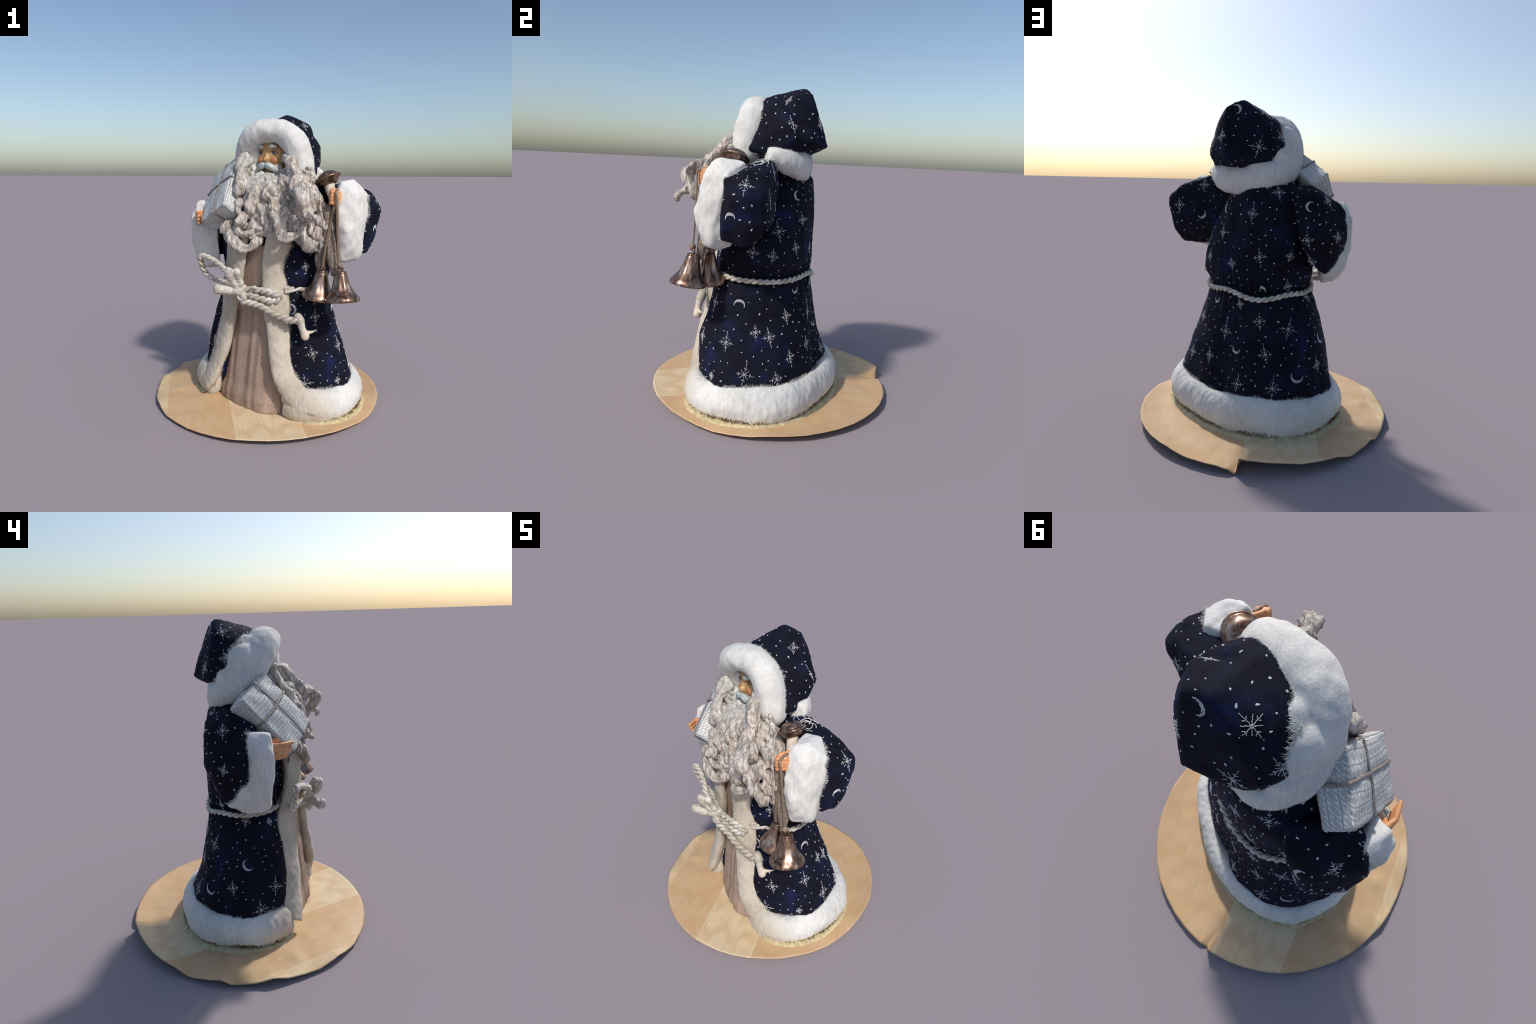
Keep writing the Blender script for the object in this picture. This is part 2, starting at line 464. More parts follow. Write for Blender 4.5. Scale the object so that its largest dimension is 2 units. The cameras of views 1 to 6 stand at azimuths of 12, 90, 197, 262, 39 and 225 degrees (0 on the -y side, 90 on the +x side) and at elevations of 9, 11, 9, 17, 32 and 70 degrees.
def build_trims():
    pts = catmull(hem_path, 260)
    def up(i): return V((0, 0, 1))
    def radii(i, t):
        e = min(1, min(t, 1 - t) / .03) ** .5
        return (.064 * (.6 + .4 * e), (.112 + .008 * math.sin(t * 23)) * (.7 + .3 * e))
    d = tube_data(pts, radii, seg=30, up=up)
    hem = fuse('fur_hem', [d], .009, 3, HEMFUR, root)
    displace(hem, fur_noise(.010, 16, .35))
    for v in hem.data.vertices:
        if v.co.z < .03: v.co.z = .03 + (v.co.z - .03) * .2
        if v.co.z > .12:      # the roll leans in towards the coat
            k = 1 - .22 * (v.co.z - .12); v.co.x *= k; v.co.y *= k
    for path, wl, tl in ((TRIM_L, .09, .045), (TRIM_R, .095, .04)):
        pts = catmull(path, 150)
        cx = V((.03, -.02, 0))
        def up2(i, pts=pts):
            p = V(pts[i]); o = V((p.x - cx.x, p.y - cx.y, 0)); side = V((-o.y, o.x, 0))
            return side
        def rad2(i, t, wl=wl, tl=tl): return (tl * (1 + .06 * math.sin(t * 23)), wl * (1 + .04 * math.sin(t * 19 + 1)))
        ob = fuse('fur_trim', [tube_data(pts, rad2, seg=26, up=up2)], .009, 3, TRIMFUR, root)
        displace(ob, fur_noise(.009, 13, .8))
build_trims()

# ------------------------------------------------------------------ sleeves and cuffs
SLEEVE_L = [(.22, .0, 1.51), (.27, -.12, 1.55), (.42, -.04, 1.555), (.42, -.15, 1.54), (.56, -.08, 1.515), (.66, -.08, 1.48), (.71, -.2, 1.49),
            (.70, -.3, 1.46), (.745, -.08, 1.40), (.775, -.15, 1.38), (.765, -.25, 1.34), (.735, -.07, 1.30), (.745, -.17, 1.2), (.70, -.07, 1.19),
            (.68, -.13, 1.10), (.70, -.2, 1.085), (.67, -.32, 1.11), (.5, -.12, 1.08), (.5, -.25, 1.08), (.30, -.02, 1.2), (.30, .0, 1.38), (.62, -.03, 1.28),
            (.35, -.2, 1.2), (.5, -.3, 1.46)]
CUFF_L = [(.51, -.45, 1.26), (.57, -.47, 1.25), (.525, -.425, 1.065), (.645, -.375, 1.07), (.665, -.36, 1.15), (.70, -.31, 1.36), (.69, -.28, 1.475),
          (.60, -.335, 1.56), (.52, -.385, 1.545), (.50, -.42, 1.47), (.51, -.45, 1.38), (.63, -.42, 1.46), (.655, -.425, 1.3), (.6, -.19, 1.545),
          (.5, -.22, 1.55), (.56, -.16, 1.48), (.5, -.3, 1.06), (.6, -.25, 1.07), (.47, -.3, 1.3), (.56, -.33, 1.035)]
SLEEVE_R = [(-.2, .19, 1.50), (-.3, .1, 1.52), (-.28, .26, 1.44), (-.38, .20, 1.46), (-.44, .10, 1.44), (-.53, .07, 1.36), (-.52, .165, 1.21),
            (-.46, .235, 1.28), (-.36, .275, 1.36), (-.37, .28, 1.24), (-.34, .265, 1.15), (-.45, .23, 1.15), (-.43, .16, .97), (-.50, .15, 1.12), (-.545, .06, 1.23), (-.34, .20, 1.05), (-.3, .0, 1.03),
            (-.3, -.05, 1.42), (-.42, -.02, 1.42), (-.28, .24, 1.2), (-.45, .02, 1.0), (-.52, .04, 1.1)]
CUFF_R = [(-.49, -.085, 1.40), (-.46, .06, 1.41), (-.535, -.115, 1.29), (-.42, .165, .975), (-.385, .09, .90), (-.30, -.135, .97), (-.505, -.08, .98),
          (-.515, .06, 1.05), (-.55, .0, 1.3), (-.555, -.02, 1.2), (-.535, -.085, 1.1), (-.33, -.12, 1.2), (-.4, -.1, 1.385), (-.455, .02, .92), (-.42, -.1, .935)]

def cloth_noise(amp):
    def f(co, n):
        return amp * (noise.noise(V(co) * 7) + .45 * noise.noise(V(co) * 18 + V((3, 1, 2))))
    return f
sl = fuse('sleeve', [hull_data(SLEEVE_L)], .011, 9, VELVET, root); displace(sl, cloth_noise(.014))
sr = fuse('sleeve', [hull_data(SLEEVE_R)], .011, 9, VELVET, root); displace(sr, cloth_noise(.014))
cl = fuse('fur_cuff', [hull_data(CUFF_L)], .009, 10, FUR, root); displace(cl, fur_noise(.014, 12, .6))
cr = fuse('fur_cuff', [hull_data(CUFF_R)], .009, 10, FUR, root); displace(cr, fur_noise(.020, 11, .6))

# ------------------------------------------------------------------ hood
HOOD = [(.128, -.15, 1.93), (.049, -.08, 1.93), (.178, -.15, 1.905), (.258, -.15, 1.83), (.315, -.15, 1.72), (.335, -.18, 1.66), (.345, -.20, 1.61),
        (.36, .045, 1.785), (.35, .09, 1.70), (-.005, -.06, 1.92), (-.105, 0, 1.87), (-.135, .055, 1.80), (-.145, .1, 1.75), (-.13, .12, 1.69), (-.09, .17, 1.64),
        (.111, .15, 2.01), (.20, .18, 1.96), (.16, .16, 1.99), (.03, .165, 1.95), (.165, .295, 1.655), (.22, .262, 1.655), (.30, .20, 1.675), (-.035, .22, 1.64),
        (.065, .265, 1.645), (-.11, .19, 1.75), (.28, .08, 1.925), (.325, .05, 1.87), (.31, .13, 1.82), (-.118, .052, 1.84), (-.07, .08, 1.885), (.33, .0, 1.6), (.35, -.06, 1.575), (.3, .12, 1.62), (.1, .17, 1.6)]
hood = fuse('hood', [hull_data(HOOD)], .010, 7, VELVET, root)
def hood_folds(co, n):
    # a crease on the left side running from the crown down and forward, plus soft dents
    d = (co.y - .05) * .83 + (co.z - 1.86) * .55
    side = max(0, min(1, (co.x - .12) / .1))
    return -.028 * side * bump(d, 0, .030) * max(0, min(1, (co.z - 1.68) / .1)) + .004 + .009 * noise.noise(V(co) * 8) + .004 * noise.noise(V(co) * 20)
displace(hood, hood_folds)

def ring_tube(path, seg=24, n=120, closed=False, up=None):
    """path rows: x y z radius_side radius_up"""
    s = catmull(path, n, closed)
    return tube_data([q[:3] for q in s], lambda i, t: (s[i][3], s[i][4]), seg=seg, closed=closed, up=up)
BRIM = [(.045, -.15, 1.872, .10, .075), (.15, -.165, 1.845, .095, .078), (.222, -.19, 1.77, .09, .08), (.258, -.205, 1.68, .08, .078), (.27, -.205, 1.60, .072, .07),
        (.20, -.17, 1.55, .06, .05), (.05, -.12, 1.54, .06, .05), (-.09, -.08, 1.60, .07, .06), (-.14, -.055, 1.68, .072, .062), (-.125, -.088, 1.77, .082, .064), (-.06, -.13, 1.845, .095, .073)]
COLLAR = [(.35, -.08, 1.585, .05, .05), (.315, .02, 1.565, .055, .075), (.24, .10, 1.545, .06, .085), (.13, .145, 1.53, .066, .092), (.02, .155, 1.535, .066, .088), (-.08, .14, 1.56, .072, .085),
          (-.15, .06, 1.60, .068, .08), (-.168, -.02, 1.64, .052, .072), (-.15, -.075, 1.665, .042, .062)]
parts = [ring_tube(BRIM, closed=True),
         ring_tube(COLLAR, up=(0, 0, 1)),
         ellipsoid_data((-.09, -.01, 1.73), (.105, .125, .125)), ellipsoid_data((-.03, -.02, 1.82), (.08, .10, .08)),
         ellipsoid_data((-.10, .045, 1.66), (.10, .115, .09)), ellipsoid_data((0, .1, 1.6), (.1, .11, .08))]
brim = fuse('fur_brim', parts, .010, 12, FUR, root)
displace(brim, lambda co, n, f=fur_noise(.014, 10, .7): f(co, n) + .006)

# ------------------------------------------------------------------ head: face, brows, moustache, eyes
FD = V((-.335, -.94, 0)).normalized(); FS = V((-FD.y, FD.x, 0))   # facing direction and figure-left side
def face_pt(s, d, z): return V((.026, -.168, z)) + FS * s + FD * d
head_parts = [ellipsoid_data(face_pt(0, -.09, 1.70), (.115, .10, .15), Matrix((FS, -FD, V((0, 0, 1)))).transposed()),
              ellipsoid_data(face_pt(0, .012, 1.688), (.021, .026, .022), Matrix((FS, -FD, V((0, 0, 1)))).transposed()),
              capsule_data(face_pt(0, .0, 1.74), face_pt(0, .012, 1.695), .009, .015),
              ellipsoid_data(face_pt(.048, -.015, 1.682), (.03, .025, .025)), ellipsoid_data(face_pt(-.048, -.015, 1.682), (.03, .025, .025)),
              ellipsoid_data(face_pt(0, -.012, 1.772), (.075, .02, .022), Matrix((FS, -FD, V((0, 0, 1)))).transposed()),
              ellipsoid_data(face_pt(0, .0, 1.604), (.02, .012, .01))]
head = fuse('face', head_parts, .005, 5, FACE, root)
RF = Matrix((FS, -FD, V((0, 0, 1)))).transposed()
for sgn in (1, -1):
    # eyebrow, eyeball and half of the moustache
    br = [face_pt(sgn * .022, .012, 1.762), face_pt(sgn * .045, .012, 1.772), face_pt(sgn * .07, .0, 1.765)]
    tube('eyebrow', catmull(br, 14), lambda i, t: (.012 * math.sin(math.pi * (.12 + .8 * t)) + .002,) * 2, PALE, root, seg=12)
    v, f = ellipsoid_data(face_pt(sgn * .047, -.012, 1.729), (.021, .012, .0125), RF, 20, 12); mesh_obj('eye', v, f, EYEW, root)
    v, f = ellipsoid_data(face_pt(sgn * .047, -.004, 1.729), (.0105, .007, .0105), RF, 16, 10); mesh_obj('iris', v, f, EYE, root)
    lid = [face_pt(sgn * .024, -.002, 1.729), face_pt(sgn * .036, .003, 1.741), face_pt(sgn * .05, .002, 1.744), face_pt(sgn * .066, -.008, 1.736), face_pt(sgn * .073, -.014, 1.728)]
    tube('eyelid', catmull(lid, 18), lambda i, t: (.0042 * math.sin(math.pi * (.1 + .8 * t)) + .001,) * 2, LID, root, seg=8)
    mo = [face_pt(sgn * .003, .020, 1.650), face_pt(sgn * .022, .024, 1.648), face_pt(sgn * .048, .014, 1.633), face_pt(sgn * .072, -.002, 1.612), face_pt(sgn * .082, -.014, 1.598)]
    tube('moustache', catmull(mo, 20), lambda i, t: (.021 * math.sin(math.pi * (.24 + .7 * t)) + .002,) * 2, PALE, root, seg=20,
         shape=lambda i, t, a: 1 + .10 * math.sin(a * 5 + t * 4))

# ------------------------------------------------------------------ beard
def beard_y(x, z):
    tab = [(1.05, -.415), (1.15, -.43), (1.25, -.445), (1.4, -.43), (1.50, -.40), (1.55, -.37), (1.585, -.325), (1.61, -.27), (1.66, -.25), (1.72, -.21)]
    return interp(tab, z)[0] + .03 + .65 * (x - .3) ** 2
def beard_bottom(x):
    return catmull_x([(-.25, 1.22), (-.2, 1.19), (-.1, 1.12), (0, 1.15), (.07, 1.27), (.13, 1.2), (.25, 1.19), (.35, 1.12), (.43, 1.15), (.48, 1.25)], x)
def catmull_x(tab, x): return interp(tab, x)[0]

def lock_data(path, r0, r1, flat=.6, seed=0, n=34):
    """one lock of hair: a flattened, fluted, tapering sweep"""
    pts = catmull(path, n); ph = seed * 1.7
    def rad(i, t):
        r = (r0 * (1 - t) + r1 * t) * (.4 + .6 * math.sin(math.pi * min(.5, t * 1.3 + .1))) * (1 + .2 * math.sin(t * 9 + ph))
        r *= 1 if t < .88 else max(.2, (1 - t) / .12) ** .6
        return (r, r * flat)
    return tube_data(pts, rad, seg=18, shape=lambda i, t, a: 1 + .20 * math.sin(a * 3 + ph + t * 4) + .10 * math.sin(a * 7 + t * 6 + ph),
                     up=lambda i: V((.4 * math.sin(i * .15 + ph), -1, .15)))

def random_lock(x, z, length, amp, out):
    """a wavy lock lying on the beard surface from (x, z) downwards, its tip standing off by out"""
    f = RNG.uniform(.9, 1.5); ph = RNG.uniform(0, 6.28); lean = RNG.uniform(-.35, .35) + (x - .12) * .7; pts = []
    for j in range(10):
        t = j / 9; xx = x + lean * length * t; zz = max(z - length * t, beard_bottom(xx) + .01 * math.sin(9 * t))
        w = min(1, t * 3)
        pts.append((xx + amp * w * math.sin(6.28 * f * t + ph), beard_y(xx, zz) + .012 - .012 * w - out * t * t - amp * .7 * w * math.cos(6.28 * f * t + ph), zz))
    return pts

def build_beard():
    core = [(-.14, -.15, 1.56), (-.07, -.15, 1.575), (.1, -.18, 1.575), (.06, -.30, 1.572), (-.04, -.265, 1.57), (.13, -.31, 1.575), (.2, -.23, 1.58), (.3, -.24, 1.57), (-.17, -.2, 1.5), (-.17, -.25, 1.3), (-.1, -.30, 1.2), (.0, -.33, 1.3),
            (.12, -.31, 1.5), (.12, -.34, 1.3), (.3, -.40, 1.3), (.41, -.37, 1.3), (.38, -.36, 1.46), (.4, -.28, 1.45), (.35, -.37, 1.22), (-.05, -.30, 1.45), (0, -.1, 1.4), (.3, -.1, 1.4)]
    pieces = [hull_data(core), ellipsoid_data((-.125, -.155, 1.62), (.045, .05, .075)), ellipsoid_data((.20, -.215, 1.625), (.05, .05, .075)),
              ellipsoid_data(face_pt(0, .012, 1.572), (.085, .05, .03), RF), ellipsoid_data(face_pt(.075, -.02, 1.615), (.035, .03, .04), RF), ellipsoid_data(face_pt(-.08, -.02, 1.615), (.035, .03, .04), RF)]; k = 0
    for r in range(6):
        for c in range(7):
            z = 1.63 - r * .075 + RNG.uniform(-.02, .02); u = (c + .5 + RNG.uniform(-.35, .35)) / 7
            hw = .17 + .15 * min(1, (1.63 - z) / .25); x = .11 - hw + 2 * hw * u
            if z > 1.56 and -.08 < x < .14: z = 1.56
            if z - beard_bottom(x) < .05: continue
            pieces.append(lock_data(random_lock(x, z, RNG.uniform(.12, .2), RNG.uniform(.012, .026), RNG.uniform(.0, .02)), RNG.uniform(.028, .05), RNG.uniform(.018, .034), RNG.uniform(.42, .75), k)); k += 1
    b = fuse('beard', pieces, .0062, 2, BEARD, root)
    def strands(co, n):
        w = V((noise.noise(V(co) * 5), noise.noise(V(co) * 5 + V((9, 0, 0))), 0)) * .12
        q = V(co) + w
        return .016 * (abs(noise.noise(V((q.x * 20, q.y * 20, q.z * 8)))) * 2 - .5) + .006 * noise.noise(V((q.x * 60, q.y * 60, q.z * 16)))
    displace(b, strands)
    # the locks that stand clear of the mass, one object each
    sp = [([(-.09, -.15, 1.70), (-.125, -.18, 1.67), (-.145, -.23, 1.60), (-.125, -.28, 1.52), (-.15, -.28, 1.44)], .048, .035),
          ([(.15, -.20, 1.70), (.185, -.25, 1.69), (.21, -.30, 1.62), (.235, -.355, 1.54), (.25, -.38, 1.45)], .036, .032),
          ([(.24, -.38, 1.53), (.265, -.44, 1.525), (.29, -.51, 1.505), (.312, -.56, 1.46), (.325, -.54, 1.41), (.33, -.51, 1.36), (.325, -.47, 1.30)], .03, .045),
          ([(.33, -.545, 1.385), (.355, -.56, 1.355), (.395, -.59, 1.34), (.42, -.602, 1.30)], .026, .018),
          ([(.19, -.25, 1.69), (.21, -.31, 1.675), (.225, -.355, 1.62), (.26, -.40, 1.575), (.25, -.44, 1.52), (.29, -.45, 1.46), (.27, -.46, 1.40)], .038, .045),
          ([(.05, -.36, 1.42), (.10, -.40, 1.36), (.155, -.44, 1.31), (.17, -.46, 1.25), (.15, -.46, 1.205)], .032, .036),
          ([(.15, -.475, 1.215), (.19, -.50, 1.20), (.235, -.505, 1.215), (.28, -.48, 1.235), (.29, -.46, 1.27)], .024, .026),
          ([(.27, -.42, 1.30), (.29, -.45, 1.25), (.32, -.45, 1.19), (.37, -.43, 1.125)], .036, .042),
          ([(.40, -.37, 1.38), (.42, -.39, 1.32), (.40, -.41, 1.26), (.41, -.39, 1.19)], .042, .03),
          ([(-.19, -.28, 1.29), (-.225, -.30, 1.245), (-.235, -.30, 1.20)], .03, .03),
          ([(-.14, -.34, 1.26), (-.175, -.355, 1.20), (-.13, -.375, 1.145), (-.06, -.385, 1.12), (-.0, -.375, 1.16), (.01, -.355, 1.21)], .03, .03),
          ([(-.09, -.32, 1.30), (-.13, -.35, 1.25), (-.09, -.375, 1.21), (-.03, -.37, 1.23), (.0, -.35, 1.29)], .026, .024),
          ([(.28, -.33, 1.55), (.34, -.34, 1.5), (.37, -.36, 1.44), (.41, -.37, 1.38)], .035, .035),
          ([(-.02, -.25, 1.545), (-.06, -.30, 1.50), (-.02, -.35, 1.47), (-.05, -.36, 1.40), (-.02, -.37, 1.34)], .03, .03),
          ([(.07, -.26, 1.545), (.10, -.33, 1.50), (.06, -.38, 1.47), (.11, -.40, 1.42), (.09, -.41, 1.36)], .03, .03),
          ([(-.10, -.30, 1.42), (-.14, -.33, 1.37), (-.10, -.37, 1.32), (-.13, -.38, 1.27)], .03, .028)]
    for p, a, c in sp:
        v, f = lock_data(p, a, c, .75, k, 44); k += 1
        o = mesh_obj('beard_lock', v, f, BEARD, b)
        displace(o, lambda co, n: .012 * noise.noise(V((co.x * 26, co.y * 26, co.z * 16))) + .005 * noise.noise(V((co.x * 70, co.y * 70, co.z * 22))))
build_beard()

# ------------------------------------------------------------------ gift box
def build_gift():
    F = V((-.214, -.391, 1.395)); B = V((-.412, -.235, 1.271)); L = V((-.408, .053, 1.576))
    ex = (F - B); ey = (L - B); w, h = ex.length, ey.length * .985; ex.normalize(); ey.normalize()
    ez = ex.cross(ey).normalized(); th = .125
    c = B + (F - B) * .5 + (L - B) * .5 - ez * th / 2
    M = Matrix((ex, ey, ez)).transposed().to_4x4(); M.translation = c
    bm = bmesh.new(); bmesh.ops.create_cube(bm, size=1)
    for v in bm.verts: v.co = V((v.co.x * (w + .012), v.co.y * (h + .012), v.co.z * (th + .006)))
    bmesh.ops.subdivide_edges(bm, edges=bm.edges, cuts=22, use_grid_fill=True)
    bmesh.ops.bevel(bm, geom=[e for e in bm.edges if e.calc_face_angle(0) > 1], offset=.007, segments=2, affect='EDGES')
    for v in bm.verts:
        x, y = v.co.x / w, v.co.y / h
        v.co.z += (1 if v.co.z > 0 else -1) * (.012 * max(0, 1 - 4 * x * x) * max(0, 1 - 4 * y * y)
                  - .007 * (bump(v.co.x, .02, .012) + bump(v.co.y, .03, .012)))
        v.co += V((noise.noise(v.co * 14), noise.noise(v.co * 14 + V((5, 0, 0))), noise.noise(v.co * 14 + V((0, 5, 0))))) * .006
    me = bpy.data.meshes.new('gift_box'); bm.to_mesh(me); bm.free()
    P = Mat('patterned_paper', Roughness=.6)
    sep = P.n('ShaderNodeSeparateXYZ'); P.l(P.coord(), sep.inputs[0])
    s = 1 / .047
    def tri(a):   # 0 at lattice lines .. 1 in the middle of a cell
        return P.math('PINGPONG', P.math('MULTIPLY', a, s), .5)
    X, Y, Z = sep.outputs
    g = P.n('ShaderNodeNewGeometry')
    U = P.math('ADD', X, Z); W = P.math('ADD', Y, P.math('MULTIPLY', Z, 1.0))
    tu, tw = tri(U), tri(W)
    mn = P.math('MINIMUM', tu, tw)
    line = P.math('LESS_THAN', mn, .075)
    cell = P.math('GREATER_THAN', P.math('ADD', tu, tw), .60)
    hat = P.math('GREATER_THAN', P.math('SINE', P.math('MULTIPLY', P.math('ADD', X, Z), 1100)), -.45)
    nz = P.noise(90, 3)
    paper = P.ramp(P.noise(12, 3), [(.3, (.58, .59, .58)), (.7, (.74, .74, .72))])
    grey = (.22, .21, .20)
    c = P.mix(P.math('MULTIPLY', line, .65), paper, grey)
    c = P.mix(P.math('MULTIPLY', P.math('MULTIPLY', cell, hat), .75), c, grey)
    c = P.mix(P.ramp(nz, [(.5, 0.), (.7, .2)]), c, grey)
    P.color(c); P.bump(nz, .15, .003)
    ob = wrap('gift_box', me, P.m, root); ob.matrix_world = M
    # ribbons: thin bands wrapped round the box, set just proud of the paper
    def band(axis, off):
        hx, hy, hz = w / 2 + .009, h / 2 + .009, th / 2 + .006
        loop = []
        n = 26
        for a, b in (((-1, 1), (1, 1)), ((1, 1), (1, -1)), ((1, -1), (-1, -1)), ((-1, -1), (-1, 1))):
            for k in range(n):
                f = k / n; loop.append((a[0] + (b[0] - a[0]) * f, a[1] + (b[1] - a[1]) * f))
        pts = []
        for p, q in loop:
            along = p * (hx if axis == 'x' else hy); zz = q * hz
            bulge = (1 if q > 0 else -1) * .009 * max(0, 1 - p * p) * (abs(q) > .99)
            v = V((along, off, zz + bulge)) if axis == 'x' else V((off, along, zz + bulge))
            v += V((0, 1, 0) if axis == 'x' else (1, 0, 0)) * .004 * noise.noise(v * 20)
            pts.append(v)
        vs, fs = tube_data(pts, lambda i, t: (.0075, .004), seg=8, closed=True,
                           up=lambda i: V((pts[i].x, 0, pts[i].z * 3)) if axis == 'x' else V((0, pts[i].y, pts[i].z * 3)))
        o = mesh_obj('ribbon', vs, fs, RIBBON, ob)
    band('x', .035); band('y', .02)
    return ob
gift = build_gift()

# ------------------------------------------------------------------ hands
hr = []
for k in range(4):
    z = 1.328 - k * .025
    hr.append(capsule_data((-.462, -.09, z - .004), (-.476, -.155 + .006 * k, z), .0135, .0125)); hr.append(capsule_data((-.476, -.155 + .006 * k, z), (-.448, -.222 + .010 * k, z + .003), .0125, .0105))
hr.append(ellipsoid_data((-.445, -.09, 1.292), (.022, .06, .046)))
hr.append(capsule_data((-.42, -.11, 1.34), (-.38, -.20, 1.34), .016, .012))
fuse('hand', hr, .0032, 1, SKIN, root)
hl = []
for k in range(4):
    z = 1.485 - k * .021
    hl.append(capsule_data((.515, -.425, z), (.475, -.455, z), .013, .013)); hl.append(capsule_data((.475, -.455, z), (.465, -.42, z), .013, .011))
hl.append(ellipsoid_data((.50, -.41, 1.45), (.035, .035, .045))); hl.append(capsule_data((.50, -.40, 1.42), (.515, -.40, 1.38), .03, .02))
hl.append(capsule_data((.50, -.38, 1.495), (.475, -.43, 1.50), .014, .011))
fuse('hand', hl, .004, 3, SKIN, root)

# ------------------------------------------------------------------ bells
def lathe(prof, n=48, wob=0.):
    vs = []; fs = []
    for r, z in prof:
        for i in range(n):
            a = 2 * math.pi * i / n
            q = r * (1 + (wob * math.sin(3 * a + z * 20) + 1.2 * wob * math.sin(9 * a) * bump(z, -.09, .05)) * (1 if r > .02 else 0)); vs.append(V((q * math.cos(a), q * math.sin(a), z)))
    for j in range(len(prof) - 1):
        for i in range(n):
            k = (i + 1) % n
            fs.append((j * n + i, j * n + k, (j + 1) * n + k, (j + 1) * n + i))
    return vs, fs
def place(data, loc, axis, name, mat, parent=None):
    z = V(axis).normalized(); x = z.orthogonal().normalized(); y = z.cross(x)
    M = Matrix((x, y, z)).transposed()
    return mesh_obj(name, [V(loc) + M @ v for v in data[0]], data[1], mat, parent or root)
BELL = [(.001, .0), (.012, .0), (.03, -.002), (.036, -.008), (.036, -.016), (.040, -.026), (.046, -.055), (.054, -.085), (.067, -.115), (.084, -.14), (.098, -.158), (.105, -.172),
        (.105, -.182), (.098, -.188), (.088, -.184), (.075, -.165), (.055, -.13), (.04, -.09), (.03, -.04), (.001, -.03)]
prof = catmull(BELL, 70)
for loc, ax in (((.54, -.475, 1.015), (-.1, .16, 1)), ((.425, -.40, 1.005), (.12, .0, 1))):
    b = place(lathe(prof, 72, .025), loc, ax, 'bell', METAL)
    top = V(loc) + V(ax).normalized() * .012
    ring = [top + V((.015 * math.cos(2 * math.pi * i / 20), 0, .015 * math.sin(2 * math.pi * i / 20))) for i in range(20)]
    tube('bell_loop', ring, lambda i, t: (.006, .006), METAL, b, seg=8, closed=True)
    place(ellipsoid_data((0, 0, -.16), (.02, .02, .025)), loc, ax, 'clapper', METAL, b)
DOME = [(.001, .048), (.03, .044), (.052, .034), (.066, .018), (.071, .008), (.082, .006), (.085, .0), (.082, -.006), (.070, -.008), (.062, -.02), (.05, -.034), (.03, -.042), (.001, -.046)]
place(lathe(catmull(DOME, 44), 48), (.437, -.262, 1.565), (-.4, .15, .9), 'bell', METAL)
tube('bell_handle', catmull([(.445, -.265, 1.53), (.46, -.30, 1.48), (.48, -.34, 1.44)], 12), lambda i, t: (.035 - .012 * t,) * 2, HORN, root, seg=16)
tube('bell_cord', catmull([(.508, -.40, 1.50), (.502, -.465, 1.485), (.508, -.468, 1.42), (.518, -.472, 1.25), (.527, -.478, 1.10), (.535, -.485, 1.03)], 40), lambda i, t: (.009, .005), CORD, root, seg=8, up=(0, -1, 0))
tube('bell_cord', catmull([(.495, -.42, 1.44), (.47, -.44, 1.3), (.445, -.44, 1.15), (.428, -.428, 1.02)], 30), lambda i, t: (.009, .006), CORD, root, seg=8, up=(0, -1, 0))
kn = [ellipsoid_data(V((.53, -.482, 1.045)) + V((RNG.uniform(-.018, .018), RNG.uniform(-.012, .012), RNG.uniform(-.02, .02))), (.012, .01, .012)) for _ in range(9)]
fuse('cord_knot', kn, .005, 1, CORD, root)
bun = [capsule_data((.45, -.38, 1.36), (.465, -.40, 1.2), .05, .045), capsule_data((.465, -.40, 1.2), (.49, -.43, 1.06), .045, .03), capsule_data((.43, -.38, 1.2), (.41, -.37, 1.07), .04, .032),
       capsule_data((.49, -.43, 1.06), (.50, -.445, .99), .03, .02), capsule_data((.41, -.37, 1.07), (.42, -.40, .99), .03, .022)]
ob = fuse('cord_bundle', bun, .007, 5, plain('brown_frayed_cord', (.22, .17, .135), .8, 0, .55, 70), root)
displace(ob, lambda co, n: .012 * noise.noise(V((co.x * 40, co.y * 40, co.z * 8))))

# ------------------------------------------------------------------ rope belt, bow and tassels
def rope_data(path, n, r=.018, pitch=.085, strands=2):
    pts = [V(p) for p in catmull(path, n)]; fr = frames(pts); L = [0]
    for a, b in zip(pts, pts[1:]): L.append(L[-1] + (b - a).length)
    vs = []; fs = []
    for s in range(strands):
        q = []
        for i, p in enumerate(pts):
            a = 2 * math.pi * (L[i] / pitch + s / strands)
            q.append(p + (fr[i][1] * math.cos(a) + fr[i][2] * math.sin(a)) * r * .5)
        v, f = tube_data(q, lambda i, t: (r * .60, r * .60), seg=10)
        o = len(vs); vs += v; fs += [tuple(k + o for k in g) for g in f]
    return vs, fs
def rope(name, path, n, r=.018, parent=None):
    v, f = rope_data(path, n, r); return mesh_obj(name, v, f, ROPE, parent or root)
def belt_pt(phi_deg, z, off=.012):
    a = math.radians(phi_deg); r = coat_radius(a, z) + off
    return (r * math.cos(a), r * math.sin(a), z)
bz = [(-62, .868), (-35, .852), (-15, .84), (5, .832), (25, .838), (45, .85), (60, .842), (75, .825), (90, .812), (105, .812), (120, .825), (140, .845), (160, .842), (180, .845), (200, .858), (218, .872), (232, .87)]
belt_path = [(.20, -.36, .855)] + [belt_pt(a, z) for a, z in bz] + [(-.24, -.27, .86), (-.16, -.33, .84), (-.10, -.375, .83)]
belt = rope('rope_belt', belt_path, 520, .0165)
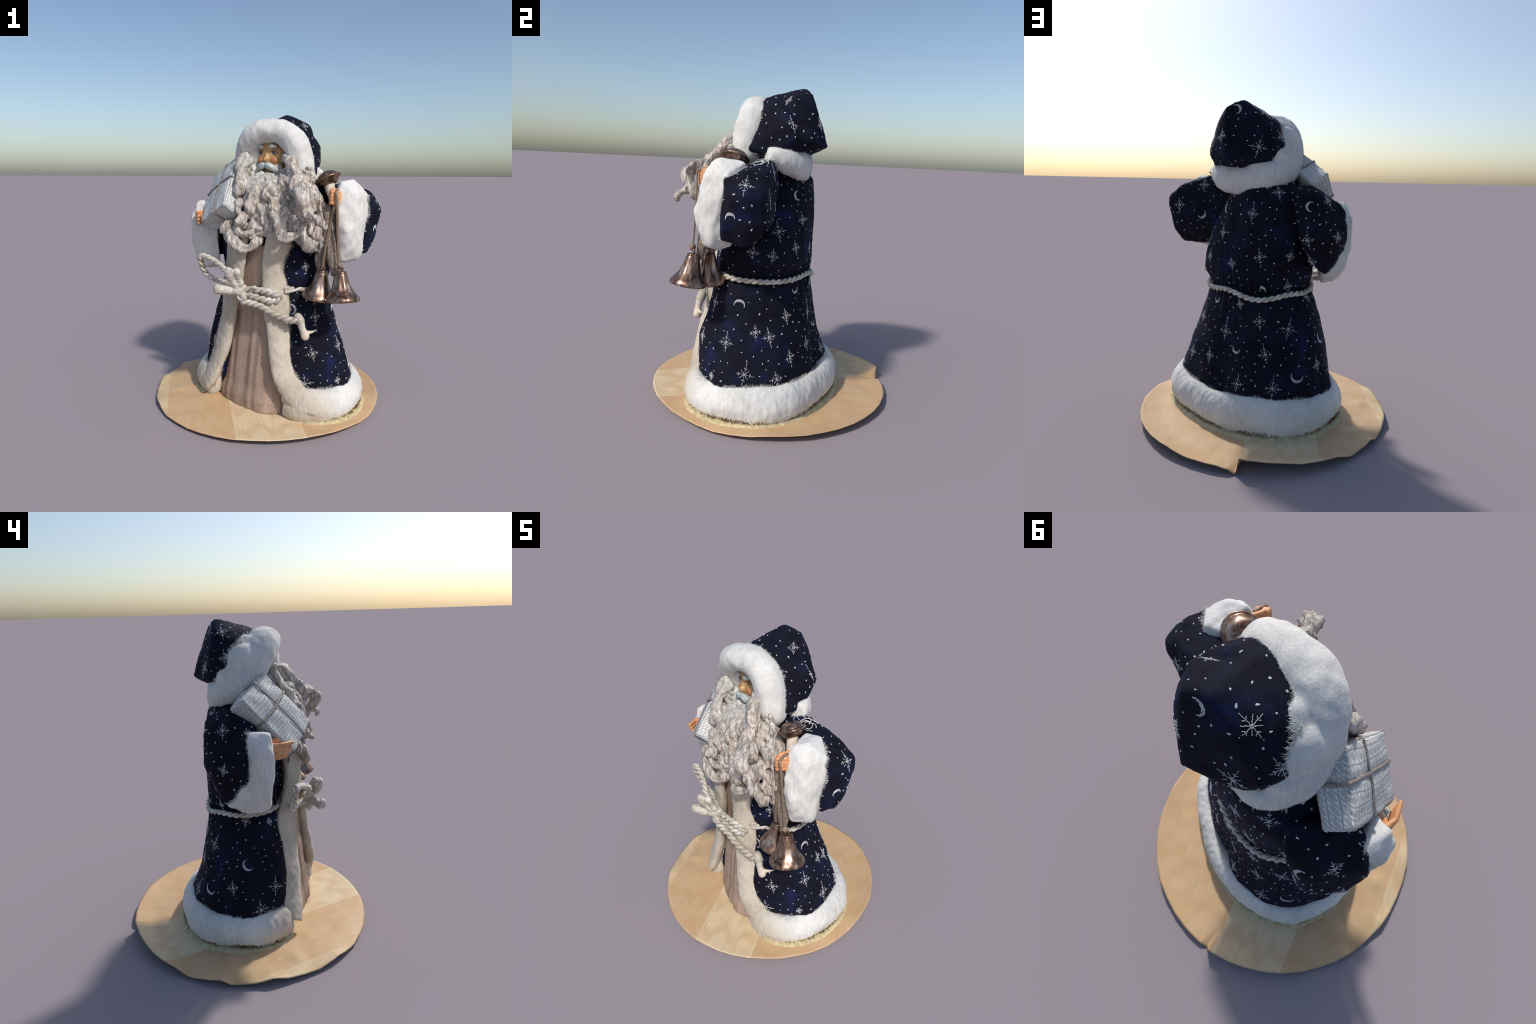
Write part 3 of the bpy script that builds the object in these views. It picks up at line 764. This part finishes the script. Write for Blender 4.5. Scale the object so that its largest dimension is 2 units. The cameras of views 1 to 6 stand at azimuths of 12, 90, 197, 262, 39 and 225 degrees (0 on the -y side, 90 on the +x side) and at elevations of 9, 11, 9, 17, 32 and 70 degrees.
rope('rope_loop', [(-.09, -.385, .84), (-.2, -.31, .86), (-.297, -.258, .875), (-.37, -.24, .90), (-.405, -.24, .95), (-.42, -.246, 1.01), (-.405, -.255, 1.038),
                   (-.35, -.28, 1.03), (-.27, -.325, 1.0), (-.2, -.38, .96), (-.13, -.41, .88), (-.09, -.40, .84)], 200, .02, belt)
rope('rope_tail', [(-.09, -.395, .845), (-.10, -.41, .80), (-.065, -.42, .775), (0, -.435, .768), (.062, -.45, .75), (.144, -.463, .712), (.25, -.47, .685), (.29, -.463, .685)], 140, .022, belt)
rope('rope_loop', [(-.06, -.395, .85), (.02, -.415, .855), (.09, -.425, .85), (.145, -.42, .835), (.16, -.415, .81), (.12, -.425, .79), (.05, -.425, .80), (-.01, -.415, .815), (-.06, -.40, .82)], 140, .022, belt)
tube('rope_end', catmull([(.19, -.385, .845), (.24, -.375, .855), (.30, -.345, .87)], 16), lambda i, t: (.014 * (1 - .5 * t),) * 2, ROPE, belt, seg=10)
def lobe(a, b, r1, r2, name='bow_lobe'):
    v, f = capsule_data(a, b, r1, r2); return v, f
bow = [lobe((-.09, -.40, .84), (-.17, -.43, .845), .018, .03), lobe((-.17, -.43, .845), (-.24, -.452, .862), .03, .034), lobe((-.11, -.405, .85), (-.15, -.445, .92), .02, .022), lobe((-.15, -.445, .92), (-.165, -.46, .98), .022, .031), lobe((-.09, -.40, .86), (-.112, -.445, .975), .018, .027),
       lobe((-.10, -.405, .84), (.0, -.43, .88), .016, .012), lobe((-.09, -.39, .85), (-.08, -.41, .81), .035, .03)]
ob = fuse('bow', bow, .006, 4, ROPE, belt)
displace(ob, lambda co, n: .008 * noise.noise(V(co) * 26) + .004 * noise.noise(V((co.x * 20, co.y * 60, co.z * 60))))
tas = [lobe((.285, -.452, .705), (.30, -.46, .685), .028, .03), lobe((.30, -.46, .69), (.316, -.472, .635), .026, .022)]
fuse('tassel_knot', tas, .006, 3, ROPE, belt)
tas = [lobe((.316, -.472, .64), (.335, -.474, .59), .02, .027), lobe((.335, -.47, .61), (.375, -.445, .612), .016, .009), lobe((.375, -.445, .612), (.41, -.425, .628), .009, .002)]
fuse('tassel', tas, .005, 3, HORN, belt)

# ------------------------------------------------------------------ glitter print on the velvet
dg = bpy.context.evaluated_depsgraph_get(); dg.update()
VELVETS = [coat, sl, sr, hood]
FURS = [o for o in root.children if o.name.startswith('fur_')]
def joined_tree(obs):
    vs = []; fs = []
    for o in obs:
        k = len(vs); vs += [v.co.copy() for v in o.data.vertices]; fs += [tuple(i + k for i in p.vertices) for p in o.data.polygons]
    return BVHTree.FromPolygons(vs, fs)
VT = joined_tree(VELVETS); FT = joined_tree(FURS)

def bead(vs, fs, p, n, d, ln, wd, h=.0025):
    """a small faceted sequin: centre p, normal n, long direction d"""
    d = (d - n * d.dot(n)).normalized(); e = n.cross(d); o = len(vs); k = 7
    for i in range(k):
        a = 2 * math.pi * i / k; vs.append(p - n * .0015 + d * (ln * math.cos(a)) + e * (wd * math.sin(a)))
    for i in range(k):
        a = 2 * math.pi * i / k; vs.append(p + n * h * .7 + d * (ln * .75 * math.cos(a)) + e * (wd * .75 * math.sin(a)))
    vs.append(p + n * h)
    for i in range(k):
        j = (i + 1) % k; fs.append((o + i, o + j, o + k + j, o + k + i)); fs.append((o + k + i, o + k + j, o + 2 * k))

def on_velvet(p, owner=None):
    co, n, _, _ = (owner or VT).find_nearest(p)
    return co, n

def frame_at(p):
    co, n = on_velvet(p)
    up = V((0, 0, 1)) - n * n.z
    if up.length < .2: up = V((0, 1, 0)) - n * n.y
    up.normalize(); return co, n, up, up.cross(n)

def snowflake(x, y, z, R):
    co, n, up, side = frame_at(V((x, y, z))); vs = []; fs = []; rot = RNG.uniform(-.25, .25); R *= 1.22
    c0, s0 = math.cos(rot), math.sin(rot); up, side = up * c0 + side * s0, side * c0 - up * s0
    def put(u, v, ang, ln, wd):
        q, nn = on_velvet(co + side * u + up * v)
        if (q - co).length > R * 1.6: return
        bead(vs, fs, q, nn, side * math.cos(ang) + up * math.sin(ang), ln, wd)
    for k in range(8):
        a = math.pi / 4 * k + RNG.uniform(-.08, .08)
        L = R * ((1.05 if k in (2, 6) else .85) if k % 2 == 0 else .55) * RNG.uniform(.85, 1.1)
        t = .006
        while t < L:
            if RNG.random() < .93:
                j = RNG.uniform(-.0012, .0012)
                put(t * math.cos(a) - j * math.sin(a), t * math.sin(a) + j * math.cos(a), a + RNG.uniform(-.4, .4), RNG.uniform(.003, .0045), RNG.uniform(.0014, .0021))
            t += .0066
        if k % 2 == 0:      # short barbs on the long arms
            for sg in (-1, 1):
                for m in (.5,):
                    b = a + sg * .8; q = R * m * .8
                    for w in (.006, .011):
                        put(q * math.cos(a) + w * math.cos(b), q * math.sin(a) + w * math.sin(b), b, .0032, .0018)
    for _ in range(4):
        put(RNG.uniform(-.007, .007), RNG.uniform(-.007, .007), RNG.uniform(0, 6), .0035, .0025)
    return mesh_obj('snowflake', vs, fs, GLIT, owner_of(co), False)

def crescent(x, y, z, R):
    co, n, up, side = frame_at(V((x, y, z))); vs = []; fs = []; rot = RNG.uniform(0, 6.28); m = 26
    for i in range(m):
        t = i / (m - 1); a = rot + (t - .5) * 3.5; thick = math.sin(math.pi * t)
        for row in range(1 + int(thick * 2.4)):
            r = R * .85 - row * .0055
            u = r * math.cos(a) - R * .3 * math.cos(rot); v = r * math.sin(a) - R * .3 * math.sin(rot)
            q, nn = on_velvet(co + side * u + up * v)
            bead(vs, fs, q, nn, side * -math.sin(a) + up * math.cos(a), RNG.uniform(.003, .0045), RNG.uniform(.002, .003))
    return mesh_obj('crescent_moon', vs, fs, GLIT, owner_of(co), False)

def owner_of(p):
    best = None
    for o in VELVETS:
        ok, c, nn, _ = o.closest_point_on_mesh(p)
        d = (c - p).length
        if best is None or d < best[0]: best = (d, o)
    return best[1]

# centres of the larger motifs and their radius
FLAKES = [(.346, .061, 1.773, .052), (.209, .233, 1.784, .039), (.748, -.182, 1.425, .051), (.378, .010, 1.138, .052), (.236, .164, 1.203, .039), (.328, .112, 1.037, .038),
 (.405, -.023, .991, .041), (.436, -.138, 1.018, .041), (.149, .225, 1.019, .032), (.400, .077, .621, .043), (.519, -.101, .547, .041), (.499, -.019, .513, .045), (.53, -.274, .482, .047),
 (.302, .238, .412, .040), (.465, .115, .380, .046), (.598, -.155, .314, .057), (.566, .033, .278, .045), (.544, -.362, .272, .023), (-.020, .228, 1.724, .057),
 (-.121, .108, 1.784, .039), (.459, -.007, 1.502, .043), (.647, -.032, 1.353, .044), (.008, .244, 1.333, .042), (-.145, .204, 1.463, .045), (-.047, .254, 1.072, .048), (-.338, .281, 1.192, .051),
 (-.501, .179, 1.209, .037), (-.219, .198, 1.082, .030), (-.356, .215, 1.056, .045), (-.203, .180, .893, .038), (-.056, .270, .680, .049), (-.230, .237, .642, .054), (.185, .241, .589, .052),
 (-.106, .306, .491, .050), (.064, .365, .306, .048), (-.175, .359, .306, .059), (-.392, .148, .408, .040), (.082, .247, .771, .028), (-.010, .111, 1.928, .047), (-.431, .167, 1.419, .044),
 (-.399, -.119, .395, .051), (-.442, -.017, .265, .056), (-.291, .037, .803, .031), (-.295, -.106, .792, .023), (.374, -.338, .681, .042), (.371, -.415, .459, .045),
 (.335, -.459, .272, .061), (.314, -.341, 1.010, .030), (.243, .040, 1.914, .034)]
MOONS = [(.233, .117, 1.351, .034), (.487, -.204, .715, .038), (.282, .136, .756, .031), (.098, .291, .487, .034), (.738, -.261, 1.260, .031), (.131, .171, 1.949, .035), (-.344, .273, 1.391, .035),
 (-.060, .237, .876, .034), (-.301, .285, .358, .044), (.460, .011, 1.289, .034), (-.385, .055, .546, .041), (.244, -.385, .738, .036)]
for q in FLAKES: snowflake(*q)
for q in MOONS: crescent(*q)

def scatter_dots():
    """single sequins strewn between the motifs, kept apart from them and from one another"""
    taken = [(V(q[:3]), q[3] + .014) for q in FLAKES + MOONS]; cells = []
    for o in VELVETS:
        me = o.data; vs = []; fs = []; polys = [p for p in me.polygons if p.area > 0]
        tot = sum(p.area for p in polys); want = int(tot * 360); acc = 0; cum = []
        for p in polys: acc += p.area; cum.append(acc)
        import bisect
        for _ in range(want):
            p = polys[bisect.bisect(cum, RNG.random() * tot) % len(polys)]
            c = V(p.center); n = V(p.normal)
            if c.z < .2: continue
            if any((c - q).length < r for q, r in taken): continue
            if any((c - q).length_squared < .040 ** 2 for q in cells): continue
            hit = FT.find_nearest(c)
            if hit[3] < .012: continue
            cells.append(c)
            d = V((RNG.uniform(-1, 1), RNG.uniform(-1, 1), RNG.uniform(-1, 1))); r = RNG.uniform(.0034, .006)
            bead(vs, fs, c, n, d, r * 1.15, r * .85, .003)
            if RNG.random() < .35:
                e = (d - n * d.dot(n)).normalized(); bead(vs, fs, c + e * r * 1.1, n, d, r * .7, r * .6, .003)
        if vs:
            ob = mesh_obj('sequin_dots', vs, fs, GLIT, o, False); ob['kind'] = 'stuff'
scatter_dots()

# ------------------------------------------------------------------ loose fibres of the fur
def fibre(vs, fs, p, d, n, ln, w):
    """a thin bent spike lying along d and lifting off along n"""
    s_ = d.cross(n).normalized(); o = len(vs); m = p + d * ln * .5 + n * ln * .05; t = p + d * ln + n * ln * .03
    for q, k in ((p, 1), (m, .7)):
        vs.extend((q - s_ * w * k, q + s_ * w * k, q + n * w * k * 1.2))
    vs.append(t)
    for i in range(3):
        j = (i + 1) % 3
        fs.append((o + i, o + j, o + 3 + j, o + 3 + i)); fs.append((o + 3 + i, o + 3 + j, o + 6))

def furry(ob, mat, count, flow, ln=(.018, .04), w=.0012, edge=True):
    me = ob.data; vs = []; fs = []; polys = me.polygons; rng = random.Random(len(polys)); N = len(polys)
    for _ in range(count):
        p = polys[rng.randrange(N)]; n = V(p.normal); c = V(p.center)
        hv = VT.find_nearest(c)
        if (c - hv[0]).dot(hv[1]) < -.012: continue
        d = flow(c, n) + V((rng.uniform(-1, 1), rng.uniform(-1, 1), rng.uniform(-1, 1))) * .35
        d = d - n * d.dot(n)
        if d.length < 1e-3: continue
        d = (d.normalized() + n * rng.uniform(-.02, .06)).normalized()
        fibre(vs, fs, c - n * .001, d, n, rng.uniform(*ln), w * rng.uniform(.6, 1.3))
    if edge:      # fringe where the fur meets the velvet
        for v in me.vertices:
            c = v.co; hv = VT.find_nearest(c); sd = (c - hv[0]).dot(hv[1])
            if not (-.003 < sd < .009): continue
            nn = hv[1]; d = V(v.normal); d = d - nn * d.dot(nn)
            if d.length < .05: continue
            for _ in range(3):
                e = (d.normalized() + V((rng.uniform(-1, 1), rng.uniform(-1, 1), rng.uniform(-1, 1))) * .5 + nn * .08).normalized()
                fibre(vs, fs, hv[0] + nn * .001 - e * .006, e, nn, rng.uniform(.010, .026) * (1.3 if noise.noise(V(c) * 14) > .15 else .7), w)
    o = mesh_obj('fur_fibres', vs, fs, mat, ob); o['kind'] = 'stuff'

def swirl(base):
    def f(c, n):
        return base(c) + V((noise.noise(V(c) * 6), noise.noise(V(c) * 6 + V((7, 0, 0))), noise.noise(V(c) * 6 + V((0, 7, 0))))) * .8
    return f
down = lambda c: V((c.x, c.y, 0)).normalized() * .3 + V((0, 0, -1))
for o in FURS:
    if o.name.startswith('fur_hem'): furry(o, HEMFUR, 0, swirl(down))
    elif o.name.startswith('fur_trim'): furry(o, TRIMFUR, 0, swirl(lambda c: V((.5, -.2, -.6))))
    elif o.name.startswith('fur_cuff'): furry(o, FUR, 0, swirl(lambda c: V((0, 0, -1))))
    else: furry(o, FUR, 0, swirl(lambda c: V((0, .5, -.5))))

# brown fringe and pale green footing under the hem
def ground_band():
    vs = []; fs = []; m = 200; a = catmull([(q[0], q[1]) for q in HEM], m)
    prof = [(-.10, .030), (-.03, .044), (.004, .041), (.014, .036), (.026, .014)]
    for i, (az, r) in enumerate(a):
        w = .010 * noise.noise((az * .08, 1, 0)) + .006 * noise.noise((az * .4, 5, 0))
        for dr, z in prof: vs.append(hem_point(az, r + dr + (w if dr > 0 else 0), z + .003 * noise.noise((az * .3, dr * 50, 2))))
    k = len(prof)
    for i in range(m - 1):
        for j in range(k - 1): fs.append((i * k + j, (i + 1) * k + j, (i + 1) * k + j + 1, i * k + j + 1))
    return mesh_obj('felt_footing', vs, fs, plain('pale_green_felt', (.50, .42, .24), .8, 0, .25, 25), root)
ground_band()
vs = []; fs = []; rng = random.Random(3)
for i in range(1500):
    t = rng.random(); az, r = interp([(k / (len(HEM) - 1),) + q for k, q in enumerate(HEM)], t)
    if noise.noise((math.cos(math.radians(az)) * 3, math.sin(math.radians(az)) * 3, 4)) < -.05 + rng.uniform(-.2, .2): continue
    p = V(hem_point(az, r - rng.uniform(.006, .03), rng.uniform(.05, .07))); o = V(hem_point(az, 1, 0))
    d = (o * rng.uniform(.3, 1.2) + V((0, 0, -.8)) + V((rng.uniform(-.5, .5), rng.uniform(-.5, .5), 0))).normalized()
    fibre(vs, fs, p, d, o, rng.uniform(.008, .018), .003)
ob = mesh_obj('hem_fringe', vs, fs, SOIL, root); ob['kind'] = 'stuff'

# frayed silver threads on the left shoulder
for k in range(7):
    c = V((.43 + RNG.uniform(-.05, .04), -.10 + RNG.uniform(-.03, .03), 1.55)); pts = []
    a0 = RNG.uniform(0, 6.28); r = RNG.uniform(.025, .055)
    for i in range(7):
        a = a0 + i * .6; q = c + V((r * math.cos(a) * 1.2, r * math.sin(a), 0)); h, n = on_velvet(q)
        pts.append(h + n * RNG.uniform(.003, .012))
    tube('frayed_thread', catmull(pts, 30), lambda i, t: (.0028 * (1 - .6 * t),) * 2, GLIT, root, seg=6)
